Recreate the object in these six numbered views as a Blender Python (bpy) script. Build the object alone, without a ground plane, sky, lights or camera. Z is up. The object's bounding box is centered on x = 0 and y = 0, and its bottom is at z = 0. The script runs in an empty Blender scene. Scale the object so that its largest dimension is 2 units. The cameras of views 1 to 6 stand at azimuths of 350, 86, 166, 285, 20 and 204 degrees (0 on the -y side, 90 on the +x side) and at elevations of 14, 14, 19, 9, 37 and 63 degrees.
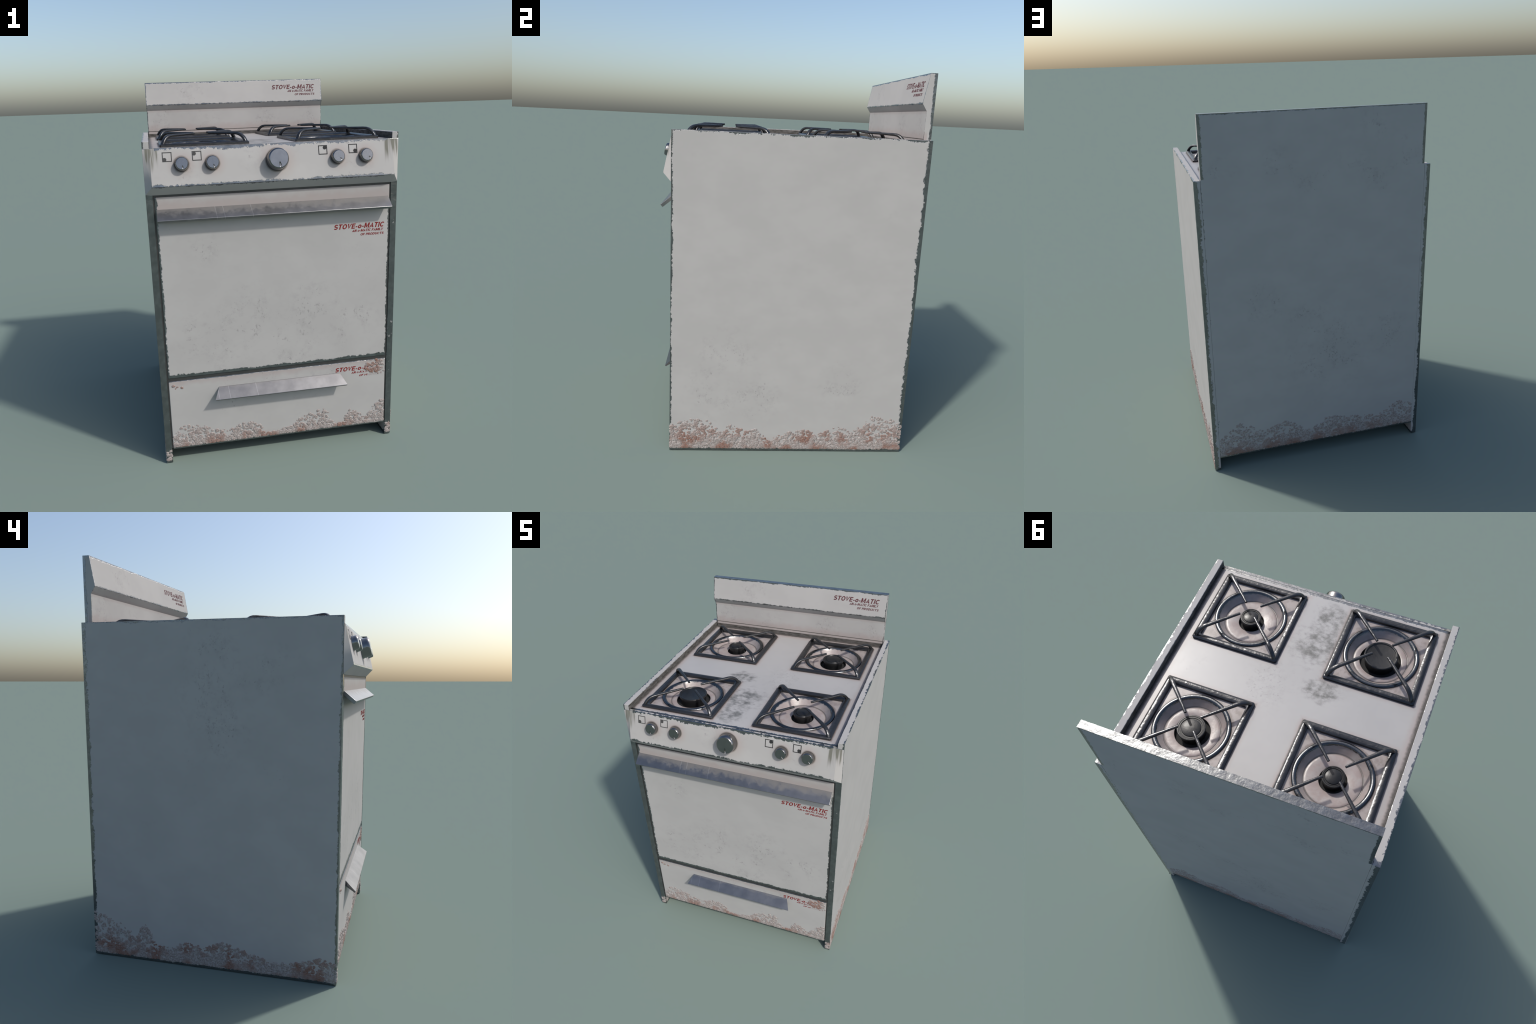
"""Worn white four-burner kitchen stove: sheet-metal sides, splash guard, sloping control
panel with knobs, oven door, drawer, and cast grates over round drip pans."""
import bpy, bmesh, math, random
from math import pi, sin, cos, sqrt
from mathutils import Vector, Matrix

# ----------------------------------------------------------------------------- dimensions
HX, IX = 0.630, 0.597          # side panels: outer and inner x
YF, YB = -0.590, 0.667         # front and back planes
Z_SIDE, Z_TOP = 1.685, 2.0     # top of side panels, top of splash guard
Z_BASE = 0.080                 # underside of the body
Z_COOK = 1.6495                # sunken squares under the grates
Z_DECK = 1.6533                # raised deck between them
Z_LIP, Z_NOSE, Z_CHIN = 1.653, 1.478, 1.435   # control panel profile
Y_NOSE = -0.6315
DOOR_Z0, DOOR_Z1 = 0.486, 1.424
DRAW_Z0, DRAW_Z1 = 0.077, 0.469
DOOR_X = 0.5895
BURNERS = [  # x, y, cap radius, hole radius
    (0.3315, -0.3205, 0.050, 0.062),
    (-0.3310, -0.3205, 0.078, 0.098),
    (0.3315, 0.3520, 0.0635, 0.082),
    (-0.3310, 0.3520, 0.050, 0.062)]
GRATE = 0.216                  # half size of a grate frame

# ----------------------------------------------------------------------------- node helpers
class Nodes:
    def __init__(self, name):
        self.mat = bpy.data.materials.new(name)
        self.mat.use_nodes = True
        self.t = self.mat.node_tree
        self.t.nodes.clear()
        self.out = self.t.nodes.new("ShaderNodeOutputMaterial")
        self.bsdf = self.t.nodes.new("ShaderNodeBsdfPrincipled")
        self.t.links.new(self.bsdf.outputs[0], self.out.inputs[0])
        self.co = self.t.nodes.new("ShaderNodeTexCoord").outputs["Object"]
        sep = self.t.nodes.new("ShaderNodeSeparateXYZ")
        self.t.links.new(self.co, sep.inputs[0])
        self.ax = {"x": sep.outputs[0], "y": sep.outputs[1], "z": sep.outputs[2]}

    def put(self, sock, v):
        if isinstance(v, bpy.types.NodeSocket):
            self.t.links.new(v, sock)
        else:
            if sock.type == "RGBA" and len(v) == 3:
                v = (*v, 1)
            sock.default_value = v

    def m(self, op, a, b=0.0, c=None):
        n = self.t.nodes.new("ShaderNodeMath")
        n.operation = op
        self.put(n.inputs[0], a)
        self.put(n.inputs[1], b)
        if c is not None:
            self.put(n.inputs[2], c)
        return n.outputs[0]

    def maxi(self, items):
        r = items[0]
        for i in items[1:]:
            r = self.m("MAXIMUM", r, i)
        return r

    def step(self, v, lo, hi, a=0.0, b=1.0):
        n = self.t.nodes.new("ShaderNodeMapRange")
        n.interpolation_type = "SMOOTHSTEP"
        for i, s in enumerate((v, lo, hi, a, b)):
            self.put(n.inputs[i], s)
        return n.outputs[0]

    def scaled(self, s, loc=(0, 0, 0)):
        n = self.t.nodes.new("ShaderNodeMapping")
        self.put(n.inputs[0], self.co)
        n.inputs["Scale"].default_value = s
        n.inputs["Location"].default_value = loc
        return n.outputs[0]

    def noise(self, scale, detail=3.0, rough=0.55, vec=None, dist=0.0):
        n = self.t.nodes.new("ShaderNodeTexNoise")
        self.put(n.inputs["Vector"], vec if vec is not None else self.co)
        n.inputs["Scale"].default_value = scale
        n.inputs["Detail"].default_value = detail
        n.inputs["Roughness"].default_value = rough
        n.inputs["Distortion"].default_value = dist
        return n.outputs[0]

    def mix(self, f, a, b):
        n = self.t.nodes.new("ShaderNodeMix")
        n.data_type = "RGBA"
        self.put(n.inputs[0], f)
        self.put(n.inputs[6], a)
        self.put(n.inputs[7], b)
        return n.outputs[2]

    def lerp(self, f, a, b):
        return self.m("MULTIPLY_ADD", f, self.m("SUBTRACT", b, a), a)

    def bump(self, h, strength, dist, normal=None):
        n = self.t.nodes.new("ShaderNodeBump")
        n.inputs["Strength"].default_value = strength
        n.inputs["Distance"].default_value = dist
        self.put(n.inputs["Height"], h)
        if normal is not None:
            self.put(n.inputs["Normal"], normal)
        return n.outputs[0]

    def gate(self, limits):
        g = None
        for axis, lo, hi in limits:
            a = self.m("GREATER_THAN", self.ax[axis], lo)
            b = self.m("LESS_THAN", self.ax[axis], hi)
            ab = self.m("MULTIPLY", a, b)
            g = ab if g is None else self.m("MULTIPLY", g, ab)
        return g

    def edge_distance(self, pairs):
        """distance to the line where the given coordinate planes meet"""
        if len(pairs) == 1:
            return self.m("ABSOLUTE", self.m("SUBTRACT", self.ax[pairs[0][0]], pairs[0][1]))
        acc = None
        for axis, v in pairs:
            d = self.m("SUBTRACT", self.ax[axis], v)
            q = self.m("MULTIPLY", d, d)
            acc = q if acc is None else self.m("ADD", acc, q)
        return self.m("SQRT", acc)

    def distance(self, c):
        n = self.t.nodes.new("ShaderNodeVectorMath")
        n.operation = "DISTANCE"
        self.put(n.inputs[0], self.co)
        n.inputs[1].default_value = c
        return n.outputs["Value"]

    def blob(self, c, r):
        """soft patch round a point"""
        n = self.t.nodes.new("ShaderNodeVectorMath")
        n.operation = "DISTANCE"
        self.put(n.inputs[0], self.co)
        n.inputs[1].default_value = c
        return self.step(n.outputs["Value"], r, r * 0.25)


PAINT = (0.368, 0.359, 0.352)
PINK = (0.335, 0.297, 0.285)
SPECK = (0.150, 0.148, 0.144)
BARE = (0.235, 0.245, 0.25)
GRIME = (0.10, 0.10, 0.075)
GUTTER_DARK = (0.036, 0.034, 0.030)      # greasy and dark edge colour round the cooktop


def painted(name, wear=(), specks=(), grime=(), streaks=(), base=PAINT, rough=0.60, extra=None, dark_bands=(), contact_shade=(), shine=0.12):
    """White enamel with chipped edges.
    wear: (coordinate pairs, width, raggedness, limits); specks/scuffs: (centre, radius);
    grime: (coordinate pairs, reach, strength, limits)"""
    g = Nodes(name)
    cloud = g.noise(4.5, 4, 0.55, g.scaled((1, 1, 1.5)))
    col = g.mix(g.step(cloud, 0.35, 0.68), [c * 0.975 for c in base], [c * 1.03 for c in base])
    # dirty pinkish film creeping out of joints
    smear = g.noise(16, 4, 0.6)
    film = None
    for pairs, reach, strength, limits in grime:
        d = g.edge_distance(pairs)
        d = g.m("MULTIPLY_ADD", g.m("SUBTRACT", smear, 0.5), reach * 1.1, d)
        f = g.m("MULTIPLY", g.step(d, reach, reach * 0.05), strength)
        if limits:
            f = g.m("MULTIPLY", f, g.gate(limits))
        film = f if film is None else g.m("MAXIMUM", film, f)
    if extra is not None:
        e = extra(g, smear)
        film = e if film is None else g.m("MAXIMUM", film, e)
    if film is not None:
        col = g.mix(film, col, PINK)
        if contact_shade:
            rings = g.maxi([g.step(g.m("MULTIPLY_ADD", g.m("SUBTRACT", smear, .5), .012, g.distance(c)), r + .009, r + .001) for c, r in contact_shade])
            col = g.mix(g.m("MULTIPLY", rings, .7), col, (.11, .095, .085))  # brown ring tinted in for the shadow at each knob base
    # fine dark flecks, gathered in patches
    patches = [g.m("MULTIPLY", g.step(g.noise(4.5, 2), 0.56, 0.74), 0.5)] + [g.blob(c, r * 1.5) for c, r in specks]
    patch = g.maxi(patches)
    patch = g.m("MULTIPLY", patch, g.step(g.noise(13, 3, 0.6), 0.36, 0.60))
    fleck = g.noise(85, 4, 0.62, g.scaled((1, 1, 0.8), (3.1, 1.7, 0.4)))
    th = g.m("MULTIPLY_ADD", patch, -0.150, 0.690)
    fl = g.m("SUBTRACT", fleck, th)
    fl = g.m("MULTIPLY", g.step(fl, 0.0, 0.12), g.m("MULTIPLY_ADD", patch, 0.22, 0.24))
    haze = g.m("MULTIPLY", patch, g.step(g.noise(30, 5, 0.7), 0.42, 0.70, 0.0, 0.20))
    col = g.mix(g.m("MAXIMUM", fl, haze), col, SPECK)
    # olive streaks running down
    if streaks:
        s = g.noise(70, 2, 0.5, g.scaled((1, 0.2, 0.05)))
        f = None
        for x0, x1, z0, z1 in streaks:
            along = g.m("MULTIPLY", g.step(g.ax["x"], x0, x0 + 0.02), g.step(g.ax["x"], x1, x1 - 0.015))
            hang = g.step(g.m("MULTIPLY_ADD", g.m("SUBTRACT", s, 0.5), (z1 - z0) * 1.6, g.ax["z"]), z0, z1)
            q = g.m("MULTIPLY", along, hang)
            f = q if f is None else g.m("MAXIMUM", f, q)
        f = g.m("MULTIPLY", f, g.step(s, 0.42, 0.62, 0.25, 0.85))
        col = g.mix(g.m("MINIMUM", g.m("MULTIPLY", f, 1.6), .8), col, GRIME)
    # greasy: near-black strips inside (limits)
    for limits in dark_bands:
        q = g.m("MULTIPLY", g.gate(limits), g.step(g.noise(25, 3, 0.6, g.scaled((1, 1, 3))), 0.25, 0.75, 0.98, 0.72))
        col = g.mix(q, col, GUTTER_DARK)
    # bare metal where edges are chipped
    rag = g.m("SUBTRACT", g.noise(58, 4, 0.66), 0.5)
    rag2 = g.m("SUBTRACT", g.noise(9, 2, 0.5), 0.5)
    mask, soft = None, None
    for pairs, width, amp, limits in wear:
        d = g.edge_distance(pairs)
        d = g.m("MULTIPLY_ADD", rag, -amp * 2.2, d)
        d = g.m("MULTIPLY_ADD", rag2, -amp * 1.6, d)
        m = g.step(d, width + 0.0018, width - 0.0018)
        if limits:
            m = g.m("MULTIPLY", m, g.gate(limits))
        mask = m if mask is None else g.m("MAXIMUM", mask, m)
    r = g.m("MULTIPLY_ADD", g.noise(7, 3), 0.14, rough - 0.07)
    lumps = g.noise(30, 3, 0.55)
    g.bsdf.inputs["Specular IOR Level"].default_value = shine
    if mask is None:
        g.put(g.bsdf.inputs["Base Color"], col)
        g.put(g.bsdf.inputs["Roughness"], r)
        g.put(g.bsdf.inputs["Normal"], g.bump(cloud, 0.03, 0.02))
    else:
        bare = g.mix(g.step(g.noise(30, 3), 0.35, 0.7), [c * 0.75 for c in BARE], BARE)
        g.put(g.bsdf.inputs["Base Color"], g.mix(mask, col, bare))
        g.put(g.bsdf.inputs["Metallic"], g.m("MULTIPLY", mask, 0.92))
        g.put(g.bsdf.inputs["Roughness"], g.lerp(mask, r, 0.24))
        n1 = g.bump(g.m("SUBTRACT", g.m("MULTIPLY", g.m("MULTIPLY", lumps, mask), 1.0), g.m("MULTIPLY", mask, 1.1)), 0.6, 0.003)
        g.put(g.bsdf.inputs["Normal"], g.bump(cloud, 0.03, 0.02, n1))
    return g.mat


def bare_metal(name, colour, rough, grime_amount=0.0, metallic=1.0, bump=0.25, grain=90.0, film=None, scratches=()):
    g = Nodes(name)
    n = g.noise(14, 5, 0.65)
    fine = g.noise(grain, 3, 0.5)
    col = g.mix(g.step(n, 0.3, 0.7), [c * 0.85 for c in colour], colour)
    rgh = g.m("MULTIPLY_ADD", n, 0.14, rough - 0.07)
    met = metallic
    if film is not None:   # (axis, value where grime starts, value where it is gone)
        a, v0, v1 = film
        h = g.m("MULTIPLY_ADD", g.m("SUBTRACT", g.noise(22, 5, 0.7), 0.5), (v1 - v0) * 2.4, g.ax[a])
        f = g.m("MULTIPLY", g.step(h, v1, v0), grime_amount)
        col = g.mix(f, col, (0.15, 0.142, 0.135))
        met = g.lerp(f, metallic, 0.25)
        rgh = g.lerp(f, rgh, 0.5)
    for sx in scratches:    # pale vertical scrape marks at these x
        d = g.m("ABSOLUTE", g.m("SUBTRACT", g.m("MULTIPLY_ADD", g.ax["z"], .12, g.m("MULTIPLY_ADD", fine, .004, g.ax["x"])), sx + (.16 if sx in (-.30, -.262, -.125) else .047)))
        f = g.m("MULTIPLY", g.step(d, .0022, .0004), .14)
        col = g.mix(f, col, (.8, .8, .82))
        rgh = g.lerp(f, rgh, .45)
    g.put(g.bsdf.inputs["Base Color"], col)
    g.put(g.bsdf.inputs["Metallic"], met)
    g.put(g.bsdf.inputs["Roughness"], rgh)
    g.put(g.bsdf.inputs["Normal"], g.bump(fine, bump, 0.002))
    return g.mat


def ink(name, colour, worn=None):
    g = Nodes(name)
    n = g.noise(120, 3, 0.6)
    f = g.step(n, 0.66, 0.74)
    if worn is not None:   # letters flaked off towards +x from this x on
        edge = g.m("MULTIPLY_ADD", g.m("SUBTRACT", g.noise(75, 4, 0.7), 0.5), 0.30, g.ax["x"])
        f = g.m("MAXIMUM", f, g.m("MULTIPLY", g.step(edge, worn - 0.01, worn + 0.02), 0.85))
    g.put(g.bsdf.inputs["Base Color"], g.mix(f, colour, PAINT))
    g.bsdf.inputs["Roughness"].default_value = 0.6
    g.bsdf.inputs["Specular IOR Level"].default_value = 0.1
    return g.mat


def blister_material():
    g = Nodes("flaking_rusty_paint")
    rust = g.step(g.noise(11, 3, 0.5, g.scaled((1, 1, 1), (5, 2, 9))), 0.42, 0.62)
    spot = g.noise(120, 3, 0.6)
    col = g.mix(g.step(spot, 0.35, 0.65), (0.225, 0.188, 0.176), (0.345, 0.316, 0.305))
    low = g.m("MAXIMUM", g.step(g.ax["z"], 0.19, 0.07, 0.12, 1.0), g.m("GREATER_THAN", g.ax["z"], 0.3))
    f = g.m("MULTIPLY", g.m("MULTIPLY", rust, low), g.step(spot, 0.30, 0.62, 0.35, 1.0))
    col = g.mix(f, col, (0.195, 0.098, 0.072))
    g.put(g.bsdf.inputs["Base Color"], col)
    g.bsdf.inputs["Roughness"].default_value = 0.5
    g.bsdf.inputs["Specular IOR Level"].default_value = 0.3
    return g.mat


# ----------------------------------------------------------------------------- mesh helpers
root = bpy.data.objects.new("kitchen_stove", None)
bpy.context.collection.objects.link(root)
root["label"] = "worn white four-burner gas stove with oven and drawer"
root["category"] = "kitchen stove"


def add(name, mesh, mats, parent=root, stuff=False, matrix=None):
    ob = bpy.data.objects.new(name, mesh)
    bpy.context.collection.objects.link(ob)
    ob.parent = parent
    if matrix is not None:
        ob.matrix_local = matrix
    if not mesh.materials:
        for m in (mats if isinstance(mats, (list, tuple)) else [mats]):
            mesh.materials.append(m)
    if stuff:
        ob["kind"] = "stuff"
    return ob


def finish(bm, name, smooth_angle=None, bevel=0.0, segments=2):
    bmesh.ops.recalc_face_normals(bm, faces=bm.faces)
    if bevel:
        sharp = [e for e in bm.edges if len(e.link_faces) == 2 and e.calc_face_angle() > 0.35]
        bmesh.ops.bevel(bm, geom=sharp, offset=bevel, segments=segments, profile=0.5, affect="EDGES", clamp_overlap=True)
    me = bpy.data.meshes.new(name)
    bm.to_mesh(me)
    bm.free()
    if smooth_angle is not None:
        me.shade_smooth()
        me.set_sharp_from_angle(angle=math.radians(smooth_angle))
    return me


def box(name, x0, x1, y0, y1, z0, z1, bevel=0.0):
    bm = bmesh.new()
    bmesh.ops.create_cube(bm, size=1.0)
    for v in bm.verts:
        v.co = Vector((x0 + (v.co.x + .5) * (x1 - x0), y0 + (v.co.y + .5) * (y1 - y0), z0 + (v.co.z + .5) * (z1 - z0)))
    return finish(bm, name, None, bevel)


def prism(name, profile, x0, x1, bevel=0.0, flare=None):
    """profile in (y, z) swept along x; flare[i] widens point i at both ends"""
    bm = bmesh.new()
    f = flare or [0.0] * len(profile)
    a = [bm.verts.new((x0 - f[i], y, z)) for i, (y, z) in enumerate(profile)]
    b = [bm.verts.new((x1 + f[i], y, z)) for i, (y, z) in enumerate(profile)]
    n = len(profile)
    bm.faces.new(a)
    bm.faces.new(b)
    for i in range(n):
        bm.faces.new((a[i], a[(i + 1) % n], b[(i + 1) % n], b[i]))
    return finish(bm, name, None, bevel)


def lathe(name, profile, steps=64, smooth_angle=40, ends=True):
    """profile in (radius, z), turned round the z axis"""
    bm = bmesh.new()
    rings = []
    for r, z in profile:
        if r < 1e-6:
            rings.append([bm.verts.new((0, 0, z))])
        else:
            rings.append([bm.verts.new((r * cos(2 * pi * i / steps), r * sin(2 * pi * i / steps), z)) for i in range(steps)])
    for p, q in zip(rings, rings[1:]):
        for i in range(steps):
            j = (i + 1) % steps
            if len(p) == 1 and len(q) > 1:
                bm.faces.new((p[0], q[i], q[j]))
            elif len(q) == 1 and len(p) > 1:
                bm.faces.new((p[i], p[j], q[0]))
            elif len(p) > 1:
                bm.faces.new((p[i], p[j], q[j], q[i]))
    if ends:
        for ring in (rings[0], rings[-1]):
            if len(ring) > 1:
                bm.faces.new(ring)
    return finish(bm, name, smooth_angle)


def evaluated(ob, name):
    dg = bpy.context.evaluated_depsgraph_get()
    me = bpy.data.meshes.new_from_object(ob.evaluated_get(dg))
    me.name = name
    return me


def cut(mesh, cutters, name, smooth_angle=None):
    """boolean difference of a mesh and a list of cutter meshes"""
    a = bpy.data.objects.new("work", mesh)
    bpy.context.collection.objects.link(a)
    extra = []
    for c in cutters:
        o = bpy.data.objects.new("work_cutter", c)
        bpy.context.collection.objects.link(o)
        md = a.modifiers.new("cut", "BOOLEAN")
        md.operation = "DIFFERENCE"
        md.solver = "EXACT"
        md.object = o
        extra.append(o)
    bpy.context.view_layer.update()
    me = evaluated(a, name)
    for o in [a] + extra:
        bpy.data.objects.remove(o)
    if smooth_angle is not None:
        me.shade_smooth()
        me.set_sharp_from_angle(angle=math.radians(smooth_angle))
    return me


# ----------------------------------------------------------------------------- side panels
blister_mat = blister_material()
for s in (1, -1):
    X, I = s * HX, s * IX
    specks = ([((HX, -.36, .36), .17), ((HX, -.14, .31), .13), ((HX, -.30, .55), .15), ((HX, .32, .39), .12)] if s > 0 else
              [((-HX, 0, 1.37), .17), ((-HX, .01, 1.55), .13), ((-HX, -.02, 1.18), .16), ((-HX, -.31, 1.47), .10), ((-HX, -.22, 1.43), .09)])
    mat = painted("enamel_side", wear=[
        ([("y", YF)], .0085, .013, [("z", -1, 1.445)]),
        ([("y", YF), ("x", X)], .0070, .012, [("z", 1.445, 9)]),
        ([("y", YB), ("x", X)], .0190, .018, None),
        ([("z", 0.0)], .0125, .012, None),
        ([("z", Z_SIDE), ("x", X)], .0050, .015, None),
        ([("z", Z_SIDE), ("x", I)], .0005, .006, None)],
        specks=specks, grime=[([("z", 0.0)], .115, .9, None)], dark_bands=[[("x", I - .0008, I + .0008), ("z", 1.60, Z_SIDE - .003)]])
    add("side_panel", box("side_panel", min(X, I), max(X, I), YF, YB, 0, Z_SIDE, .0012), mat)

# ----------------------------------------------------------------------------- inner body
dark = Nodes("dark_steel_body")
dark.put(dark.bsdf.inputs["Base Color"], dark.mix(dark.noise(12, 3), (0.035, 0.036, 0.036), (0.07, 0.07, 0.068)))  # colour kept dark so the shallow door seams read as shadowed gaps
dark.bsdf.inputs["Metallic"].default_value = 0.4
dark.bsdf.inputs["Roughness"].default_value = 0.5
add("oven_body", box("oven_body", -.5965, .5965, -.5865, .640, Z_BASE + .004, 1.436), dark.mat)

# ----------------------------------------------------------------------------- back
back_mat = painted("enamel_back", wear=[
    ([("x", HX)], .031, .018, None), ([("x", -HX)], .026, .016, None),
    ([("z", Z_BASE)], .0080, .010, None)],
    specks=[((.30, YB, .99), .12), ((-.06, YB, .66), .24), ((-.41, YB, .73), .13), ((-.34, YB, 1.67), .13), ((.05, YB, .9), .13), ((.03, YB, 1.68), .1)],
    grime=[([("z", Z_BASE)], .095, .9, None)])
add("back_panel", box("back_panel", -.5965, .5965, .641, YB, Z_BASE, 1.689), back_mat)

guard_wear = [
    ([("z", Z_TOP)], .0060, .008, None),
    ([("x", IX - .003), ("y", YB)], .0130, .010, None), ([("x", -IX + .003), ("y", YB)], .0130, .010, None),
    ([("x", IX - .003), ("z", 1.93)], .0, .0, [("z", 8, 9)]),
    ([("y", .607), ("z", 1.858)], .0025, .009, None)]
guard_specks = [((-.30, .62, 1.91), .10), ((-.5, .63, 1.75), .12), ((-.2, .63, 1.75), .09), ((.2, .63, 1.74), .1), ((.5, .63, 1.74), .1)]
guard_grime = [([("z", 1.69)], .055, .95, [("y", 0, .645)]), ([("y", .630), ("z", 1.823)], .02, .6, None)]
guard_mat = painted("enamel_splash_guard", wear=guard_wear + [([("x", IX - .003)], .004, .008, [("y", .60, .66)]), ([("x", -IX + .003)], .004, .008, [("y", .60, .66)])],
                    specks=guard_specks, grime=guard_grime, dark_bands=[[("y", .6, .64), ("z", 1.6, 1.674)], [("y", .6, .64), ("z", 1.687, 1.6915)]])
guard_end = painted("enamel_splash_guard_end", wear=guard_wear, grime=guard_grime[:1])
me = prism("splash_guard", [(YB, 1.689), (YB, Z_TOP), (.633, Z_TOP), (.607, 1.858), (.630, 1.823), (.630, 1.636), (.645, 1.636), (.645, 1.689)], -.594, .594)
guard = add("splash_guard", me, [guard_mat, guard_end])
for p in me.polygons:
    if abs(p.normal.x) > .7:
        p.material_index = 1
# ----------------------------------------------------------------------------- cooktop
def round_grates(g, smear):
    """pinkish cooked-on film inside and just round each grate, and along the walls"""
    dx = g.m("ABSOLUTE", g.m("SUBTRACT", g.m("ABSOLUTE", g.ax["x"]), .331))
    dy = g.m("ABSOLUTE", g.m("SUBTRACT", g.m("ABSOLUTE", g.m("SUBTRACT", g.ax["y"], .0158)), .336))
    d = g.m("MAXIMUM", dx, dy)
    d = g.m("MULTIPLY_ADD", g.m("SUBTRACT", smear, .5), .035, d)
    a = g.m("MULTIPLY", g.step(d, GRATE + .030, GRATE - .005), .95)
    b = g.step(g.m("MULTIPLY_ADD", g.m("SUBTRACT", smear, .5), .04, g.m("ABSOLUTE", g.ax["x"])), .545, .585)
    c = g.step(g.m("MULTIPLY_ADD", g.m("SUBTRACT", smear, .5), .04, g.ax["y"]), .56, .595)
    return g.maxi([a, b, c])


def gutter_dark_edge(mat):
    """greasy along the walls round the cooktop"""
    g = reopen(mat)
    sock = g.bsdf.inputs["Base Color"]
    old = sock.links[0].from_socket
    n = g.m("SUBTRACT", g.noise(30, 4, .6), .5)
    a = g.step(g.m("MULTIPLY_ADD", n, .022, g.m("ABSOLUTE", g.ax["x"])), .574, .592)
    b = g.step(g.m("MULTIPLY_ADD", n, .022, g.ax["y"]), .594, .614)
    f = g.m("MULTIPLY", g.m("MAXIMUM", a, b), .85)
    g.t.links.new(g.mix(f, old, GUTTER_DARK), sock)


def burnt_squares(mat):
    """brown cooked-on stains under each grate, and a darker band round the pan rim and along the frame"""
    g = reopen(mat)
    sock = g.bsdf.inputs["Base Color"]
    old = sock.links[0].from_socket
    u = g.m("ABSOLUTE", g.m("SUBTRACT", g.m("ABSOLUTE", g.ax["x"]), .331))
    v = g.m("ABSOLUTE", g.m("SUBTRACT", g.m("ABSOLUTE", g.m("SUBTRACT", g.ax["y"], .0158)), .336))
    d = g.m("MAXIMUM", u, v)
    r = g.m("SQRT", g.m("ADD", g.m("MULTIPLY", u, u), g.m("MULTIPLY", v, v)))
    n = g.noise(26, 5, .65)
    inside = g.step(d, .206, .200)
    rim = g.step(g.m("MULTIPLY_ADD", g.m("SUBTRACT", n, .5), .03, r), .194, .180, 0.0, .8)
    blot = g.step(n, .44, .68, .10, .55)
    frame = g.m("MULTIPLY", g.step(g.m("MULTIPLY_ADD", g.m("SUBTRACT", n, .5), .012, d), .226, .217), .75)
    f = g.m("MAXIMUM", g.m("MULTIPLY", inside, g.m("MAXIMUM", rim, blot)), g.m("MULTIPLY", frame, g.step(d, .20, .21)))
    g.t.links.new(g.mix(f, old, (.135, .105, .095)), sock)


def reopen(mat):
    g = Nodes.__new__(Nodes)
    g.mat, g.t = mat, mat.node_tree
    g.bsdf = next(n for n in g.t.nodes if n.type == "BSDF_PRINCIPLED")
    g.co = next(n for n in g.t.nodes if n.type == "TEX_COORD").outputs["Object"]
    sep = next(n for n in g.t.nodes if n.type == "SEPXYZ")
    g.ax = {"x": sep.outputs[0], "y": sep.outputs[1], "z": sep.outputs[2]}
    return g


def scuffs(mat, spots):
    """soft sooty smudges on the cooktop"""
    g = reopen(mat)
    sock = g.bsdf.inputs["Base Color"]
    old = sock.links[0].from_socket
    f = g.maxi([g.blob(c, r) for c, r in spots])
    a = g.noise(22, 5, 0.66, g.scaled((1, 1.3, 1)))
    f = g.m("MULTIPLY", g.step(g.m("MULTIPLY_ADD", f, .20, a), .52, .90), f)
    g.t.links.new(g.mix(g.m("MULTIPLY", f, .95), old, (.085, .086, .08)), sock)


cook_mat = painted("enamel_cooktop", wear=[([("y", -.574)], .013, .010, None)], extra=round_grates, rough=.36, shine=.5,
                   base=[c * .96 for c in PAINT], specks=[((.10, .01, Z_COOK), .14), ((.5, .02, Z_COOK), .08)])
scuffs(cook_mat, [((-.045, -.28, Z_DECK), .21), ((-.035, -.45, Z_DECK), .14), ((-.15, -.04, Z_DECK), .12), ((-.10, -.04, Z_DECK), .09)])
gutter_dark_edge(cook_mat)
burnt_squares(cook_mat)
plate = box("plate", -.5965, .5965, -.5735, .6295, Z_COOK - .012, Z_COOK)
holes = []
for bx, by, cr, hr in BURNERS:
    c = lathe("hole", [(.170, -.05), (.170, .05)], 72)
    c.transform(Matrix.Translation((bx, by, Z_COOK)))
    holes.append(c)
cooktop = add("cooktop", cut(plate, holes, "cooktop"), cook_mat)


squares = [box("square", bx - .203, bx + .203, by - .203, by + .203, Z_COOK - .05, Z_DECK + .05) for bx, by, cr, hr in BURNERS]
add("cooktop_deck", cut(box("deck", -.5962, .5962, -.5738, .6290, Z_COOK - .006, Z_DECK), squares, "cooktop_deck"), cook_mat, cooktop)

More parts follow.
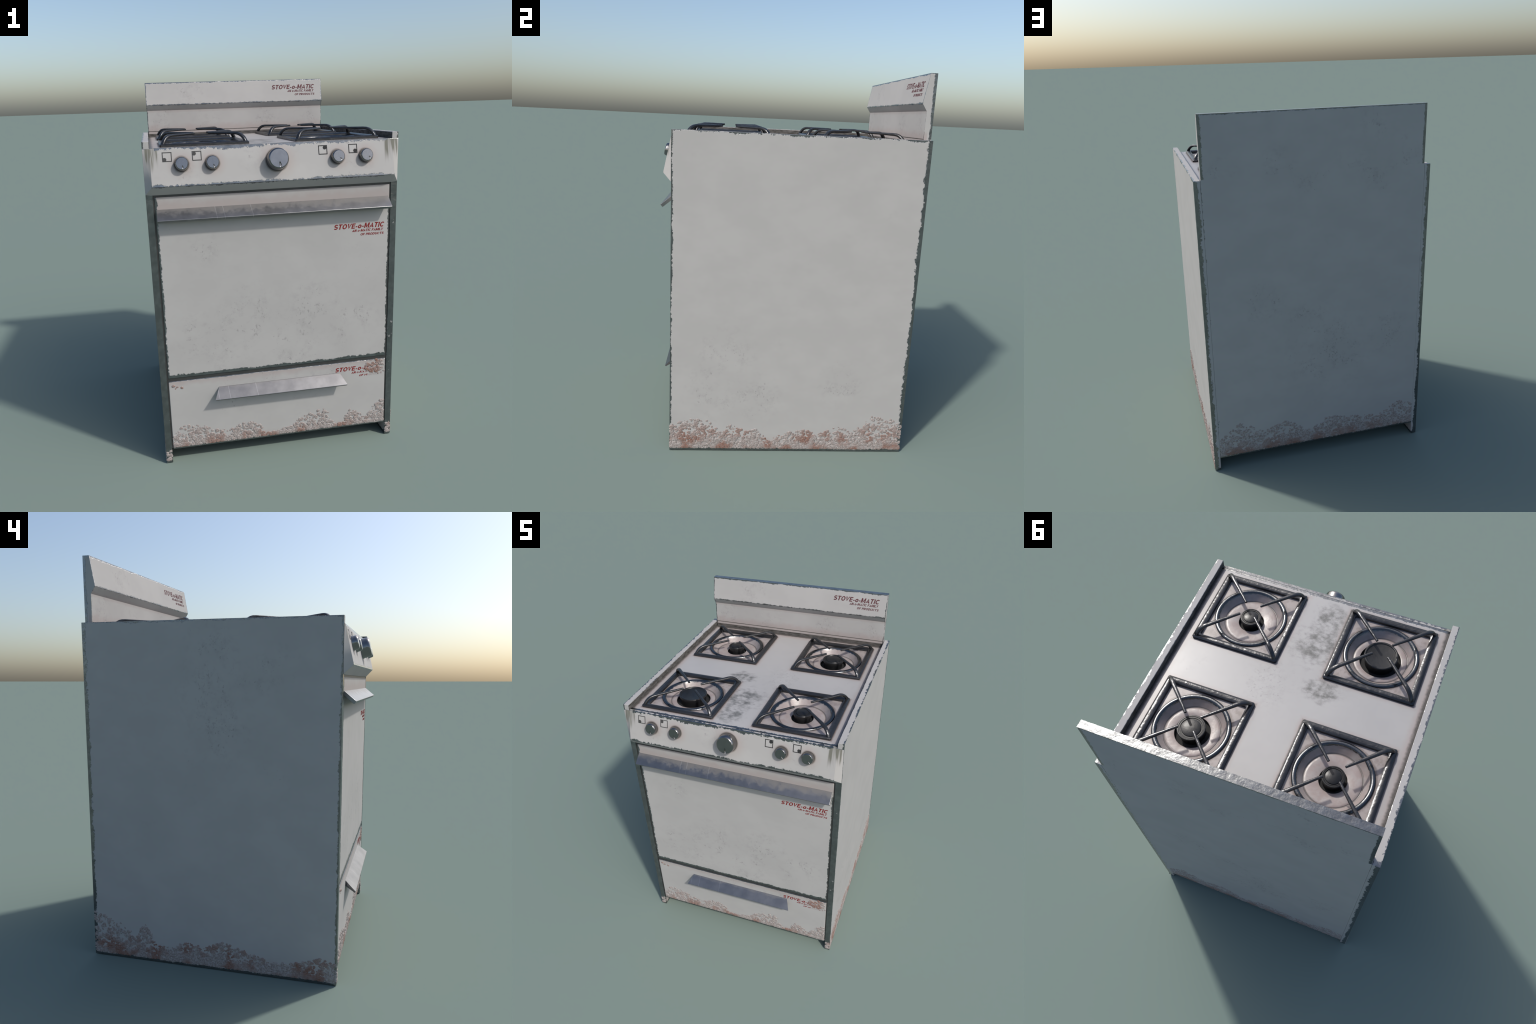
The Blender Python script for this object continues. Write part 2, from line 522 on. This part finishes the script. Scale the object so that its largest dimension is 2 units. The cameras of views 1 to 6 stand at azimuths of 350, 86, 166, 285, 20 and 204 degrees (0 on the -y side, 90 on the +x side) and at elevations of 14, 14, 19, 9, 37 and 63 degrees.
# drip pans (one mesh per hole size), caps, grates
def pan_material():
    g = Nodes("drip_pan_enamel")
    r = g.m("SQRT", g.m("ADD", g.m("MULTIPLY", g.ax["x"], g.ax["x"]), g.m("MULTIPLY", g.ax["y"], g.ax["y"])))
    n = g.noise(18, 4, .6)
    rag = g.m("MULTIPLY_ADD", g.m("SUBTRACT", g.noise(45, 4, .6), .5), .008, r)
    ring = g.step(rag, .1535, .156)
    soot = g.step(g.noise(9, 4, .6), .5, .75)
    col = g.mix(g.step(n, .35, .65), (.29, .24, .228), (.335, .305, .295))
    col = g.mix(g.m("MULTIPLY", soot, .7), col, (.13, .105, .095))
    col = g.mix(g.m("MULTIPLY", g.step(rag, .128, .146), .35), col, (.20, .165, .155))  # bowl wall darkened in colour to carry its shading
    seam = g.m("MULTIPLY", g.step(g.m("ABSOLUTE", g.m("SUBTRACT", r, .1285)), .0055, .0020), .8)
    col = g.mix(seam, col, (.10, .09, .085))
    g.put(g.bsdf.inputs["Base Color"], g.mix(ring, col, (.11, .115, .12)))
    g.put(g.bsdf.inputs["Metallic"], ring)
    g.put(g.bsdf.inputs["Roughness"], g.lerp(ring, .38, .26))
    g.put(g.bsdf.inputs["Normal"], g.bump(g.noise(35, 2), .25, .004))
    return g.mat


pan_mat = pan_material()
black = bare_metal("burnt_black_iron", (.017, .0175, .0185), .38, metallic=.35, bump=.25, grain=70)
well = Nodes("well_painted_dark")
well.bsdf.inputs["Base Color"].default_value = (.010, .010, .010, 1)
well.bsdf.inputs["Roughness"].default_value = .85
grate_mat = bare_metal("cast_grate_metal", (.070, .071, .074), .30, metallic=.8, bump=1.0, grain=48)

pans, caps = {}, {}
for bx, by, cr, hr in BURNERS:
    at = Matrix.Translation((bx, by, Z_COOK))
    if hr not in pans:
        pan = lathe("drip_pan", [
            (.1785, -.001), (.1775, .004), (.1745, .0070), (.1700, .0085), (.1640, .0085), (.1595, .0065), (.1565, .003),
            (.1535, -.003), (.1460, -.0110), (.1385, -.0190), (.1310, -.0278), (.1295, -.0290), (.1275, -.0290), (.1262, -.0278), (.1150, -.0272),
            (hr + .004, -.0275), (hr, -.0290), (hr - .002, -.0340), (hr - .002, -.046), (0, -.046),
            (0, -.049), (hr + .002, -.049), (hr + .002, -.037), (.130, -.033), (.160, -.008), (.172, -.001)], 72, ends=False)
        pan.materials.append(pan_mat)
        pan.materials.append(well.mat)
        for p in pan.polygons:
            if sqrt(p.center.x ** 2 + p.center.y ** 2) < hr + .0001:
                p.material_index = 1
        pans[hr] = pan
        k = cr / .050
        if cr < .07:
            prof = [(0, .0190), (.016 * k, .0168), (.028 * k, .0155), (.0335 * k, .0135), (.0345 * k, .0105), (.037 * k, .0105),
                    (.0385 * k, .0135), (.0405 * k, .0135), (.0415 * k, .0118), (.0435 * k, .0118), (.0450 * k, .0140), (.0480 * k, .0138), (.0500 * k, .0115),
                    (.0495 * k, .0050), (.0455 * k, -.0100), (.0440 * k, -.0250), (.0440 * k, -.039), (0, -.039)]
        else:
            prof = [(0, .0120), (.064, .0120), (.0665, .0125), (.0690, .0160), (.0720, .0170), (.0755, .0165), (.0780, .0140),
                    (.0770, .0060), (.0720, -.0100), (.0700, -.0250), (.0700, -.039), (0, -.039)]
        caps[hr] = lathe("burner_cap", prof, 64, 35)
    add("drip_pan", pans[hr], [pan_mat, well.mat], cooktop, matrix=at)
    add("burner_cap", caps[hr], black, cooktop, matrix=at @ Matrix.Diagonal((1.03, 1.03, 1, 1)) @ Matrix.Translation((0, 0, -.0055)))


def grate_frame():
    bm = bmesh.new()
    sect = [(0, .0), (0, .0130), (.004, .0175), (.012, .0190), (.022, .0178), (.030, .0125), (.031, .0)]   # inset, height
    rings = []
    for inset, z in sect:
        h = GRATE - inset
        c = .006
        pts = [(h, -h + c), (h, h - c), (h - c, h), (-h + c, h), (-h, h - c), (-h, -h + c), (-h + c, -h), (h - c, -h)]
        rings.append([bm.verts.new((x, y, z)) for x, y in pts])
    for p, q in zip(rings, rings[1:] + rings[:1]):
        for i in range(8):
            j = (i + 1) % 8
            bm.faces.new((p[i], p[j], q[j], q[i]))
    return finish(bm, "grate", 32)


def grate_finger():
    """bent bar rising from the +x +y corner of the frame and running to the burner"""
    path = [(.290, .004), (.287, .014), (.281, .0260), (.273, .0370), (.263, .0460), (.251, .0530), (.237, .0573), (.222, .0588), (.150, .0592), (.100, .0595), (.056, .0598), (.0525, .0598)]
    halfw = [.0108, .0106, .0102, .0100, .0100, .0102, .0100, .0095, .0083, .0068, .0061, .0058]
    halfh = [.0075, .0075, .0075, .0075, .0075, .0074, .0072, .0067, .0061, .0056, .0051, .0048]
    bm = bmesh.new()
    d, side = Vector((1, 1, 0)).normalized(), Vector((-1, 1, 0)).normalized()
    rings = []
    for i, (r, z) in enumerate(path):
        a, b = path[max(i - 1, 0)], path[min(i + 1, len(path) - 1)]
        t = (d * (b[0] - a[0]) + Vector((0, 0, b[1] - a[1]))).normalized()
        up = side.cross(t).normalized()
        if up.dot(Vector((0, 0, 1)) + d) < 0:
            up = -up
        c = d * r + Vector((0, 0, z - .0045))
        ring = []
        for k in range(12):
            an = 2 * pi * k / 12
            e = 0.62
            cx, cy = cos(an), sin(an)
            ring.append(bm.verts.new(c + side * halfw[i] * math.copysign(abs(cx) ** e, cx) + up * halfh[i] * math.copysign(abs(cy) ** e, cy)))
        rings.append(ring)
    for p, q in zip(rings, rings[1:]):
        for i in range(12):
            bm.faces.new((p[i], p[(i + 1) % 12], q[(i + 1) % 12], q[i]))
    bm.faces.new(rings[0])
    bm.faces.new(rings[-1])
    return finish(bm, "grate_finger", 50)


frame_me, finger_me = grate_frame(), grate_finger()
for bx, by, cr, hr in BURNERS:
    gr = add("grate", frame_me, grate_mat, matrix=Matrix.Translation((bx, by, Z_COOK + .0006)))
    for q in range(4):
        add("grate_finger", finger_me, grate_mat, gr, matrix=Matrix.Rotation(q * pi / 2, 4, "Z"))

# ----------------------------------------------------------------------------- control panel
def control_panel_mesh():
    bm = bmesh.new()
    V = {}
    for s in (1, -1):
        V[s] = [bm.verts.new(c) for c in (
            (s * .5965, -.5760, Z_LIP),      # 0 top back
            (s * .5965, YF - .0005, Z_LIP),  # 1 top front
            (s * .5965, Y_NOSE, Z_NOSE),     # 2 nose
            (s * .6040, YF - .0005, Z_CHIN), # 3 chin
            (s * .5965, -.5760, Z_CHIN),     # 4 chin back
            (s * .6295, YF - .0010, Z_LIP),  # 5 outer top
            (s * .6295, YF - .0010, Z_CHIN + .004), # 6 outer bottom
            (s * .6150, YF + .0040, 1.52))]         # 7 hidden back
        v = V[s]
        bm.faces.new((v[1], v[5], v[2]))
        bm.faces.new((v[5], v[6], v[2]))
        bm.faces.new((v[6], v[3], v[2]))
        for i, j in ((1, 5), (5, 6), (6, 3), (3, 1)):
            bm.faces.new((v[i], v[j], v[7]))
        bm.faces.new((v[0], v[1], v[3], v[4]))
    for a, b in ((0, 1), (1, 2), (2, 3), (3, 4), (4, 0)):
        bm.faces.new((V[1][a], V[1][b], V[-1][b], V[-1][a]))
    soft = {frozenset((V[s][5], V[s][2])) for s in (1, -1)}
    for e in bm.edges:
        e.smooth = frozenset(e.verts) in soft
    for f in bm.faces:
        f.smooth = True
    return finish(bm, "control_panel", None)


def round_knobs(g, smear):
    f = []
    for kx, reach in ((-.4525, .082), (-.308, .082), (.307, .082), (.4515, .082), (.004, .118)):
        f.append(g.m("MULTIPLY", g.blob((kx, -.607, 1.576), reach), 1.0))
    return g.m("MULTIPLY", g.maxi(f), g.step(smear, .25, .6, .5, 1.0))


panel_mat = painted("enamel_control_panel", wear=[
    ([("y", YF), ("z", Z_LIP)], .0090, .020, [("x", -.575, .575)]),
    ([("y", YF), ("z", Z_LIP)], .0020, .004, None),
    ([("y", Y_NOSE), ("z", Z_NOSE)], .0050, .016, [("x", -.5975, .5975)])],
    streaks=[(.545, .628, 1.545, 1.640), (-.628, -.555, 1.545, 1.640)],
    specks=[((-.42, -.61, 1.55), .07), ((-.08, -.6, 1.6), .09), ((.40, -.61, 1.53), .08)], extra=round_knobs,
    contact_shade=[((kx, -.6076, 1.5765), .034) for kx in (-.4525, -.308, .307, .4515)] + [((.004, -.6076, 1.5765), .053)])
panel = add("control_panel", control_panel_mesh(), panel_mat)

slope = Vector((0, Y_NOSE - YF, Z_NOSE - Z_LIP)).normalized()      # down the panel face
normal = Vector((0, -(Z_LIP - Z_NOSE), YF - Y_NOSE)).normalized()  # out of the panel face


def on_panel(x, z, lift=0.0, turn=0.0):
    """frame on the sloping face: local x right, y up the face, z outwards"""
    t = (z - Z_LIP) / (Z_NOSE - Z_LIP)
    p = Vector((x, YF - .0004 + t * (Y_NOSE - YF), z)) + normal * lift
    m = Matrix((Vector((1, 0, 0)), -slope, normal)).transposed().to_4x4()
    return Matrix.Translation(p) @ m @ Matrix.Rotation(turn, 4, "Z")


knob_mat = bare_metal("knob_steel", (.26, .258, .257), .22, bump=.0, grain=40)


def knob_mesh(prof, r, h):
    body = lathe("knob", prof, 48, 28)
    bm = bmesh.new()                                    # pointer notch, a lens-shaped groove
    bmesh.ops.create_uvsphere(bm, u_segments=20, v_segments=12, radius=1)
    for v in bm.verts:
        v.co = Vector((v.co.x * r * .11, -r * .72 + v.co.y * r * .36, h + v.co.z * r * .11))
    return cut(body, [finish(bm, "notch")], "knob", 28)


small = knob_mesh([(0, 0), (.0345, 0), (.0345, .003), (.0330, .006), (.0322, .018), (.0316, .0215), (.0300, .0255), (.0268, .0285), (0, .0285)], .027, .0285)
big = knob_mesh([(0, 0), (.0540, 0), (.0540, .004), (.0520, .008), (.0512, .034), (.0505, .0400), (.0482, .0458), (.0435, .0500), (0, .0500)], .044, .050)
for kx, turn in ((-.4525, .15), (-.308, .25), (.307, .62), (.4515, .72)):
    add("knob", small, knob_mat, panel, matrix=on_panel(kx, 1.5765, 0, turn))
add("knob", big, knob_mat, panel, matrix=on_panel(.004, 1.5765, 0, .16))


def diagram_mesh(dx, dy):
    """printed square outline with a dot that shows which burner the knob serves"""
    bm = bmesh.new()
    h, w, t = .0225, .0040, .0004
    def slab(x0, x1, y0, y1):
        r = bmesh.ops.create_cube(bm, size=1.0)
        for v in r["verts"]:
            v.co = Vector((x0 + (v.co.x + .5) * (x1 - x0), y0 + (v.co.y + .5) * (y1 - y0), (v.co.z + .5) * t))
    slab(-h, h, h - w, h)
    slab(-h, h, -h, -h + w)
    slab(-h, -h + w, -h + w, h - w)
    slab(h - w, h, -h + w, h - w)
    r = bmesh.ops.create_circle(bm, cap_ends=True, segments=28, radius=.0092)
    f = list({f for v in r["verts"] for f in v.link_faces})
    e = bmesh.ops.extrude_face_region(bm, geom=f)
    bmesh.ops.translate(bm, verts=[v for v in e["geom"] if isinstance(v, bmesh.types.BMVert)], vec=(0, 0, t * 1.6))
    seen = set(r["verts"]) | {v for v in e["geom"] if isinstance(v, bmesh.types.BMVert)}
    for v in seen:
        v.co += Vector((dx, dy, 0))
    return finish(bm, "burner_diagram")


mark_mat, faded_mat = ink("charcoal_print", (.030, .030, .031)), ink("faded_charcoal_print", (.060, .060, .060))
for qx, dx, dy in ((-.518, -.0125, -.0125), (-.379, -.0125, .0110), (.2353, .0100, .0110), (.3886, .0110, -.0100)):
    add("burner_diagram", diagram_mesh(dx, dy), mark_mat if qx > 0 else faded_mat, panel, matrix=on_panel(qx, 1.612, .0002))

# ----------------------------------------------------------------------------- oven door and drawer
door_mat = painted("enamel_door", wear=[
    ([("x", DOOR_X)], .0055, .011, [("z", -1, 1.33)]), ([("x", -DOOR_X)], .0075, .012, None),
    ([("z", DOOR_Z0)], .0160, .012, None)],
    specks=[((-.13, YF, .80), .16), ((.18, YF, .80), .15), ((-.19, YF, .73), .16), ((-.43, YF, .70), .12), ((-.28, YF, .58), .1), ((.05, YF, .62), .16), ((.40, YF, .70), .15), ((-.37, YF, 1.16), .08)],
    grime=[([("z", 1.375)], .055, .9, [("z", 1.36, 9)]), ([("z", DOOR_Z1)], .02, .7, None)])
door = add("oven_door", box("oven_door", -DOOR_X, DOOR_X, YF, -.560, DOOR_Z0, DOOR_Z1, .0025), door_mat)
drawer_mat = painted("enamel_drawer", wear=[
    ([("z", DRAW_Z0)], .0085, .007, None), ([("z", DRAW_Z1)], .0045, .004, None)],
    specks=[((-.1, YF, .43), .1), ((.25, YF, .43), .1), ((.15, YF, .36), .12), ((-.25, YF, .35), .1)],
    grime=[([("z", DRAW_Z1)], .045, .85, None), ([("z", DRAW_Z0)], .060, .8, None)])
drawer = add("storage_drawer", box("storage_drawer", -DOOR_X, DOOR_X, YF, -.560, DRAW_Z0, DRAW_Z1, .0025), drawer_mat)

chrome_door = bare_metal("brushed_handle_steel", (.235, .236, .242), .36, .7, bump=.0, grain=120, film=("y", -.590, -.630), scratches=(-.30, -.262, -.125))
chrome_drawer = bare_metal("bright_handle_steel", (.235, .236, .242), .36, .35, bump=.0, grain=120, film=("y", -.586, -.606), scratches=(-.335, -.278, -.132))
add("door_handle", prism("door_handle", [(-.588, 1.3660), (-.592, 1.3645), (-.6445, 1.3210), (-.6455, 1.3195), (-.6360, 1.3080), (-.6345, 1.3080), (-.588, 1.3460)], -.5845, .5845, .0008), chrome_door, door)
add("drawer_handle", prism("drawer_handle", [(-.588, .4110), (-.592, .4090), (-.6445, .3655), (-.6452, .3640), (-.6405, .3575), (-.588, .3830)],
                           -.331, .331, 0, [0, 0, .0255, .0255, .0225, 0]), chrome_drawer, drawer)

# ----------------------------------------------------------------------------- lettering
def arc(cx, cy, rx, ry, a0, a1, n=14):
    return [(cx + rx * cos(math.radians(a0 + (a1 - a0) * i / n)), cy + ry * sin(math.radians(a0 + (a1 - a0) * i / n))) for i in range(n + 1)]


BOWL = [(.1, .9), (.33, .9)] + arc(.33, .675, .20, .225, 90, -90, 8)[1:] + [(.1, .45)]
GLYPHS = {   # width, centre lines of the strokes in a box one cap height tall
    "S": (.64, [arc(.32, .70, .21, .20, 25, 270) + arc(.32, .30, .23, .20, 90, -155)[1:]]),
    "T": (.62, [[(0, .9), (.62, .9)], [(.31, .9), (.31, 0)]]),
    "O": (.76, [arc(.38, .5, .28, .40, 0, 360, 26)]),
    "V": (.66, [[(.08, 1), (.33, .08), (.58, 1)]]),
    "E": (.58, [[(.1, 0), (.1, 1)], [(.1, .9), (.56, .9)], [(.1, .52), (.52, .52)], [(.1, .1), (.58, .1)]]),
    "F": (.54, [[(.1, 0), (.1, 1)], [(.1, .9), (.54, .9)], [(.1, .50), (.48, .50)]]),
    "-": (.34, [[(.03, .34), (.31, .34)]]),
    "o": (.60, [arc(.30, .36, .20, .27, 0, 360, 22)]),
    "M": (.82, [[(.1, 0), (.1, 1)], [(.72, 0), (.72, 1)], [(.13, .96), (.41, .12), (.69, .96)]]),
    "A": (.70, [[(.07, 0), (.35, .93), (.63, 0)], [(.16, .28), (.54, .28)]]),
    "I": (.20, [[(.1, 0), (.1, 1)]]),
    "C": (.70, [arc(.38, .5, .28, .40, 42, 318, 22)]),
    "N": (.68, [[(.1, 0), (.1, 1)], [(.58, 0), (.58, 1)], [(.12, .95), (.56, .05)]]),
    "L": (.54, [[(.1, 0), (.1, 1)], [(.1, .1), (.54, .1)]]),
    "Y": (.64, [[(.06, 1), (.32, .45), (.58, 1)], [(.32, .45), (.32, 0)]]),
    "P": (.60, [[(.1, 0), (.1, 1)], BOWL]),
    "R": (.64, [[(.1, 0), (.1, 1)], BOWL, [(.30, .45), (.57, 0)]]),
    "D": (.70, [[(.1, 0), (.1, 1)], [(.1, .9), (.28, .9)] + arc(.28, .5, .30, .40, 90, -90, 12)[1:] + [(.1, .1)]]),
    "U": (.68, [[(.1, 1), (.1, .38)] + arc(.34, .38, .24, .28, 180, 360, 12)[1:] + [(.58, 1)]]),
    " ": (.24, [])}


def letters(name, body, x0, x1, z0, z1, mat, parent, place):
    """bold slanted letters drawn with a broad pen and fitted to a rectangle on a face;
    place maps (x, z, outward offset) to a 3D point"""
    pen, shear = .098, .22
    ribbons, at = [], 0.0
    for ch in body:
        w, strokes = GLYPHS[ch]
        for k, line in enumerate(strokes):
            left, right = [], []
            closed = line[0] == line[-1] or (Vector(line[0]) - Vector(line[-1])).length < 1e-6
            for i, p in enumerate(line):
                prev = line[i - 1] if i else (line[-2] if closed else None)
                nxt = line[i + 1] if i + 1 < len(line) else (line[1] if closed else None)
                d0 = (Vector(p) - Vector(prev)).normalized() if prev else None
                d1 = (Vector(nxt) - Vector(p)).normalized() if nxt else None
                d0, d1 = d0 or d1, d1 or d0
                n0, n1 = Vector((-d0.y, d0.x)), Vector((-d1.y, d1.x))
                mid = (n0 + n1).normalized()
                off = mid * (pen / max(.45, mid.dot(n0)))
                left.append(Vector(p) + off)
                right.append(Vector(p) - off)
            ribbons.append((k, [(Vector((q.x + at + q.y * shear, q.y))) for q in left], [(Vector((q.x + at + q.y * shear, q.y))) for q in right]))
        at += w + .075
    pts = [q for _, a, b in ribbons for q in a + b]
    u0, u1 = min(q.x for q in pts), max(q.x for q in pts)
    bm = bmesh.new()
    def spot(q, o):
        return bm.verts.new(place(x0 + (q.x - u0) / (u1 - u0) * (x1 - x0), z0 + min(max(q.y, 0), 1) * (z1 - z0), o))
    for k, a, b in ribbons:
        lift = .0005 + .00006 * k
        top = [(spot(p, lift), spot(q, lift)) for p, q in zip(a, b)]
        low = [(spot(p, -.0002), spot(q, -.0002)) for p, q in zip(a, b)]
        for i in range(len(a) - 1):
            bm.faces.new((top[i][0], top[i][1], top[i + 1][1], top[i + 1][0]))
            bm.faces.new((top[i][0], top[i + 1][0], low[i + 1][0], low[i][0]))
            bm.faces.new((top[i][1], low[i][1], low[i + 1][1], top[i + 1][1]))
        for i in (0, -1):
            bm.faces.new((top[i][0], low[i][0], low[i][1], top[i][1]))
    return add(name, finish(bm, name), mat, parent)


flat = lambda u, w, o: Vector((u, YF - o, w))
lean = Vector((0, .633 - .607, Z_TOP - 1.858))
out_guard = Vector((0, -lean.z, lean.y)).normalized()
tilted = lambda u, w, o: Vector((u, .607 + lean.y * (w - 1.858) / lean.z, w)) + out_guard * o
red, maroon, flaked = ink("red_print", (.185, .022, .022)), ink("maroon_print", (.105, .040, .046)), ink("flaked_red_print", (.185, .022, .022), .475)
for part, mat, place, rows in (
        (door, red, flat, (("STOVE-o-MATIC", .296, .5665, 1.2065, 1.2330), ("AN o-MATIC FAMILY", .392, .5620, 1.1885, 1.2015), ("OF PRODUCTS", .4385, .5645, 1.1680, 1.1800))),
        (drawer, flaked, flat, (("STOVE-o-MATIC", .305, .5755, .4145, .4395), ("AN o-MATIC FAMILY", .3960, .5710, .3965, .4090), ("OF PRODUCTS", .4420, .5735, .3760, .3880))),
        (guard, maroon, tilted, (("STOVE-o-MATIC", .2490, .5460, 1.9370, 1.9660), ("AN o-MATIC FAMILY", .3550, .5420, 1.9175, 1.9325), ("OF PRODUCTS", .4065, .5460, 1.8950, 1.9085)))):
    for body, x0, x1, z0, z1 in rows:
        letters("lettering", body, x0, x1, z0, z1, mat, part, place)

# ----------------------------------------------------------------------------- blistered paint
def envelope(points, t):
    for (a, h0), (b, h1) in zip(points, points[1:]):
        if a <= t <= b:
            return h0 + (h1 - h0) * (t - a) / (b - a)
    return points[-1][1]


def blisters(name, seed, parent, length, floor, profile, place, density, spots=()):
    """low domes of lifted paint with dished tops, crowded towards the bottom edge.
    profile: (position along the face 0..1, height reached); spots: (along, up, radius, count)"""
    rnd = random.Random(seed)
    bm = bmesh.new()
    todo = []
    for _ in range(int(density * length)):
        t = rnd.random()
        top = envelope(profile, t)
        u = rnd.random() ** 1.5
        if top < .015:
            continue
        if rnd.random() > top / .16 + .15:
            continue
        todo.append((t * length, floor + .012 + u * top, rnd.uniform(.55, 1.25) * (1.0 - .25 * u)))
    for a, b, r, n in spots:
        for _ in range(n):
            an, q = rnd.uniform(0, 2 * pi), sqrt(rnd.random()) * r
            todo.append((a + q * cos(an), b + .7 * q * sin(an), rnd.uniform(.5, 1.1)))
    for a, b, k in todo:
        r = rnd.uniform(.0045, .0115) * k
        a = min(max(a, r), length - r)
        b = max(b, floor + r + .006)
        h = min(r * rnd.uniform(.18, .40), .0028)
        sx, ph = rnd.uniform(.8, 1.3), rnd.uniform(0, pi)
        dish = rnd.uniform(.45, 1.0)
        steps = 14
        rings = []
        for rr, hh in ((1.0, -.15), (.86, .55), (.68, 1.0), (.45, .5 + .5 * dish)):
            ring = []
            for i in range(steps):
                an = 2 * pi * i / steps
                wob = 1 + .10 * sin(2 * an + ph) + .07 * sin(3 * an + 2 * ph)
                ring.append(bm.verts.new(place(a + r * rr * wob * sx * cos(an), b + r * rr * wob * sin(an), h * hh)))
            rings.append(ring)
        tip = bm.verts.new(place(a, b, h * dish * .8))
        for p, q in zip(rings, rings[1:]):
            for i in range(steps):
                bm.faces.new((p[i], p[(i + 1) % steps], q[(i + 1) % steps], q[i]))
        for i in range(steps):
            bm.faces.new((rings[-1][i], rings[-1][(i + 1) % steps], tip))
    return add(name, finish(bm, name, 80), blister_mat, parent, stuff=True)


def parent_named(n):
    return bpy.data.objects[n]


right_profile = [(0, .13), (.08, .17), (.16, .16), (.21, .10), (.26, .14), (.32, .10), (.37, .11), (.42, .045), (.50, .10), (.57, .11), (.63, .09), (.72, .13), (.78, .10), (.87, .20), (.95, .18), (1, .14)]
blisters("paint_blister", 11, parent_named("side_panel"), YB - YF, 0.004, right_profile, lambda a, b, o: Vector((HX + o, YF + a, b)), 2000)
left_profile = [(0, .09), (.06, .11), (.15, .07), (.25, .06), (.38, .11), (.45, .13), (.52, .09), (.58, .11), (.66, .07), (.72, .07), (.77, .18), (.82, .10), (.88, .17), (1, .22)]
blisters("paint_blister", 12, parent_named("side_panel.001"), YB - YF, 0.004, left_profile, lambda a, b, o: Vector((-HX - o, YF + a, b)), 2000)
back_profile = [(0, .14), (.08, .16), (.2, .09), (.3, .11), (.45, .14), (.55, .07), (.66, .16), (.78, .12), (.9, .20), (1, .10)]
blisters("paint_blister", 13, parent_named("back_panel"), 1.19, Z_BASE, back_profile, lambda a, b, o: Vector((-.595 + a, YB + o, b)), 1550)
front_profile = [(0, .06), (.05, .12), (.14, .11), (.19, .07), (.28, .07), (.35, .11), (.40, .07), (.43, .015), (.48, .02), (.54, .04), (.60, .09), (.71, .12), (.745, .05), (.76, .01), (.80, .03), (.83, .10), (.87, .07), (.91, .03), (.94, .09), (1, .14)]
blisters("paint_blister", 14, drawer, 2 * DOOR_X, DRAW_Z0, front_profile, lambda a, b, o: Vector((-DOOR_X + a, YF - o, b)), 1700,
         spots=[(1.118, .430, .055, 70), (1.15, .40, .03, 14), (.05, .44, .03, 4)])
# blisters on the feet of the side panels
for s, seed, n in ((1, 21, "side_panel"), (-1, 22, "side_panel.001")):
    blisters("paint_blister", seed, parent_named(n), .032, .002, [(0, .06), (1, .06)], lambda a, b, o, s=s: Vector((s * (IX + .0005 + a), YF - o, b)), 1500)
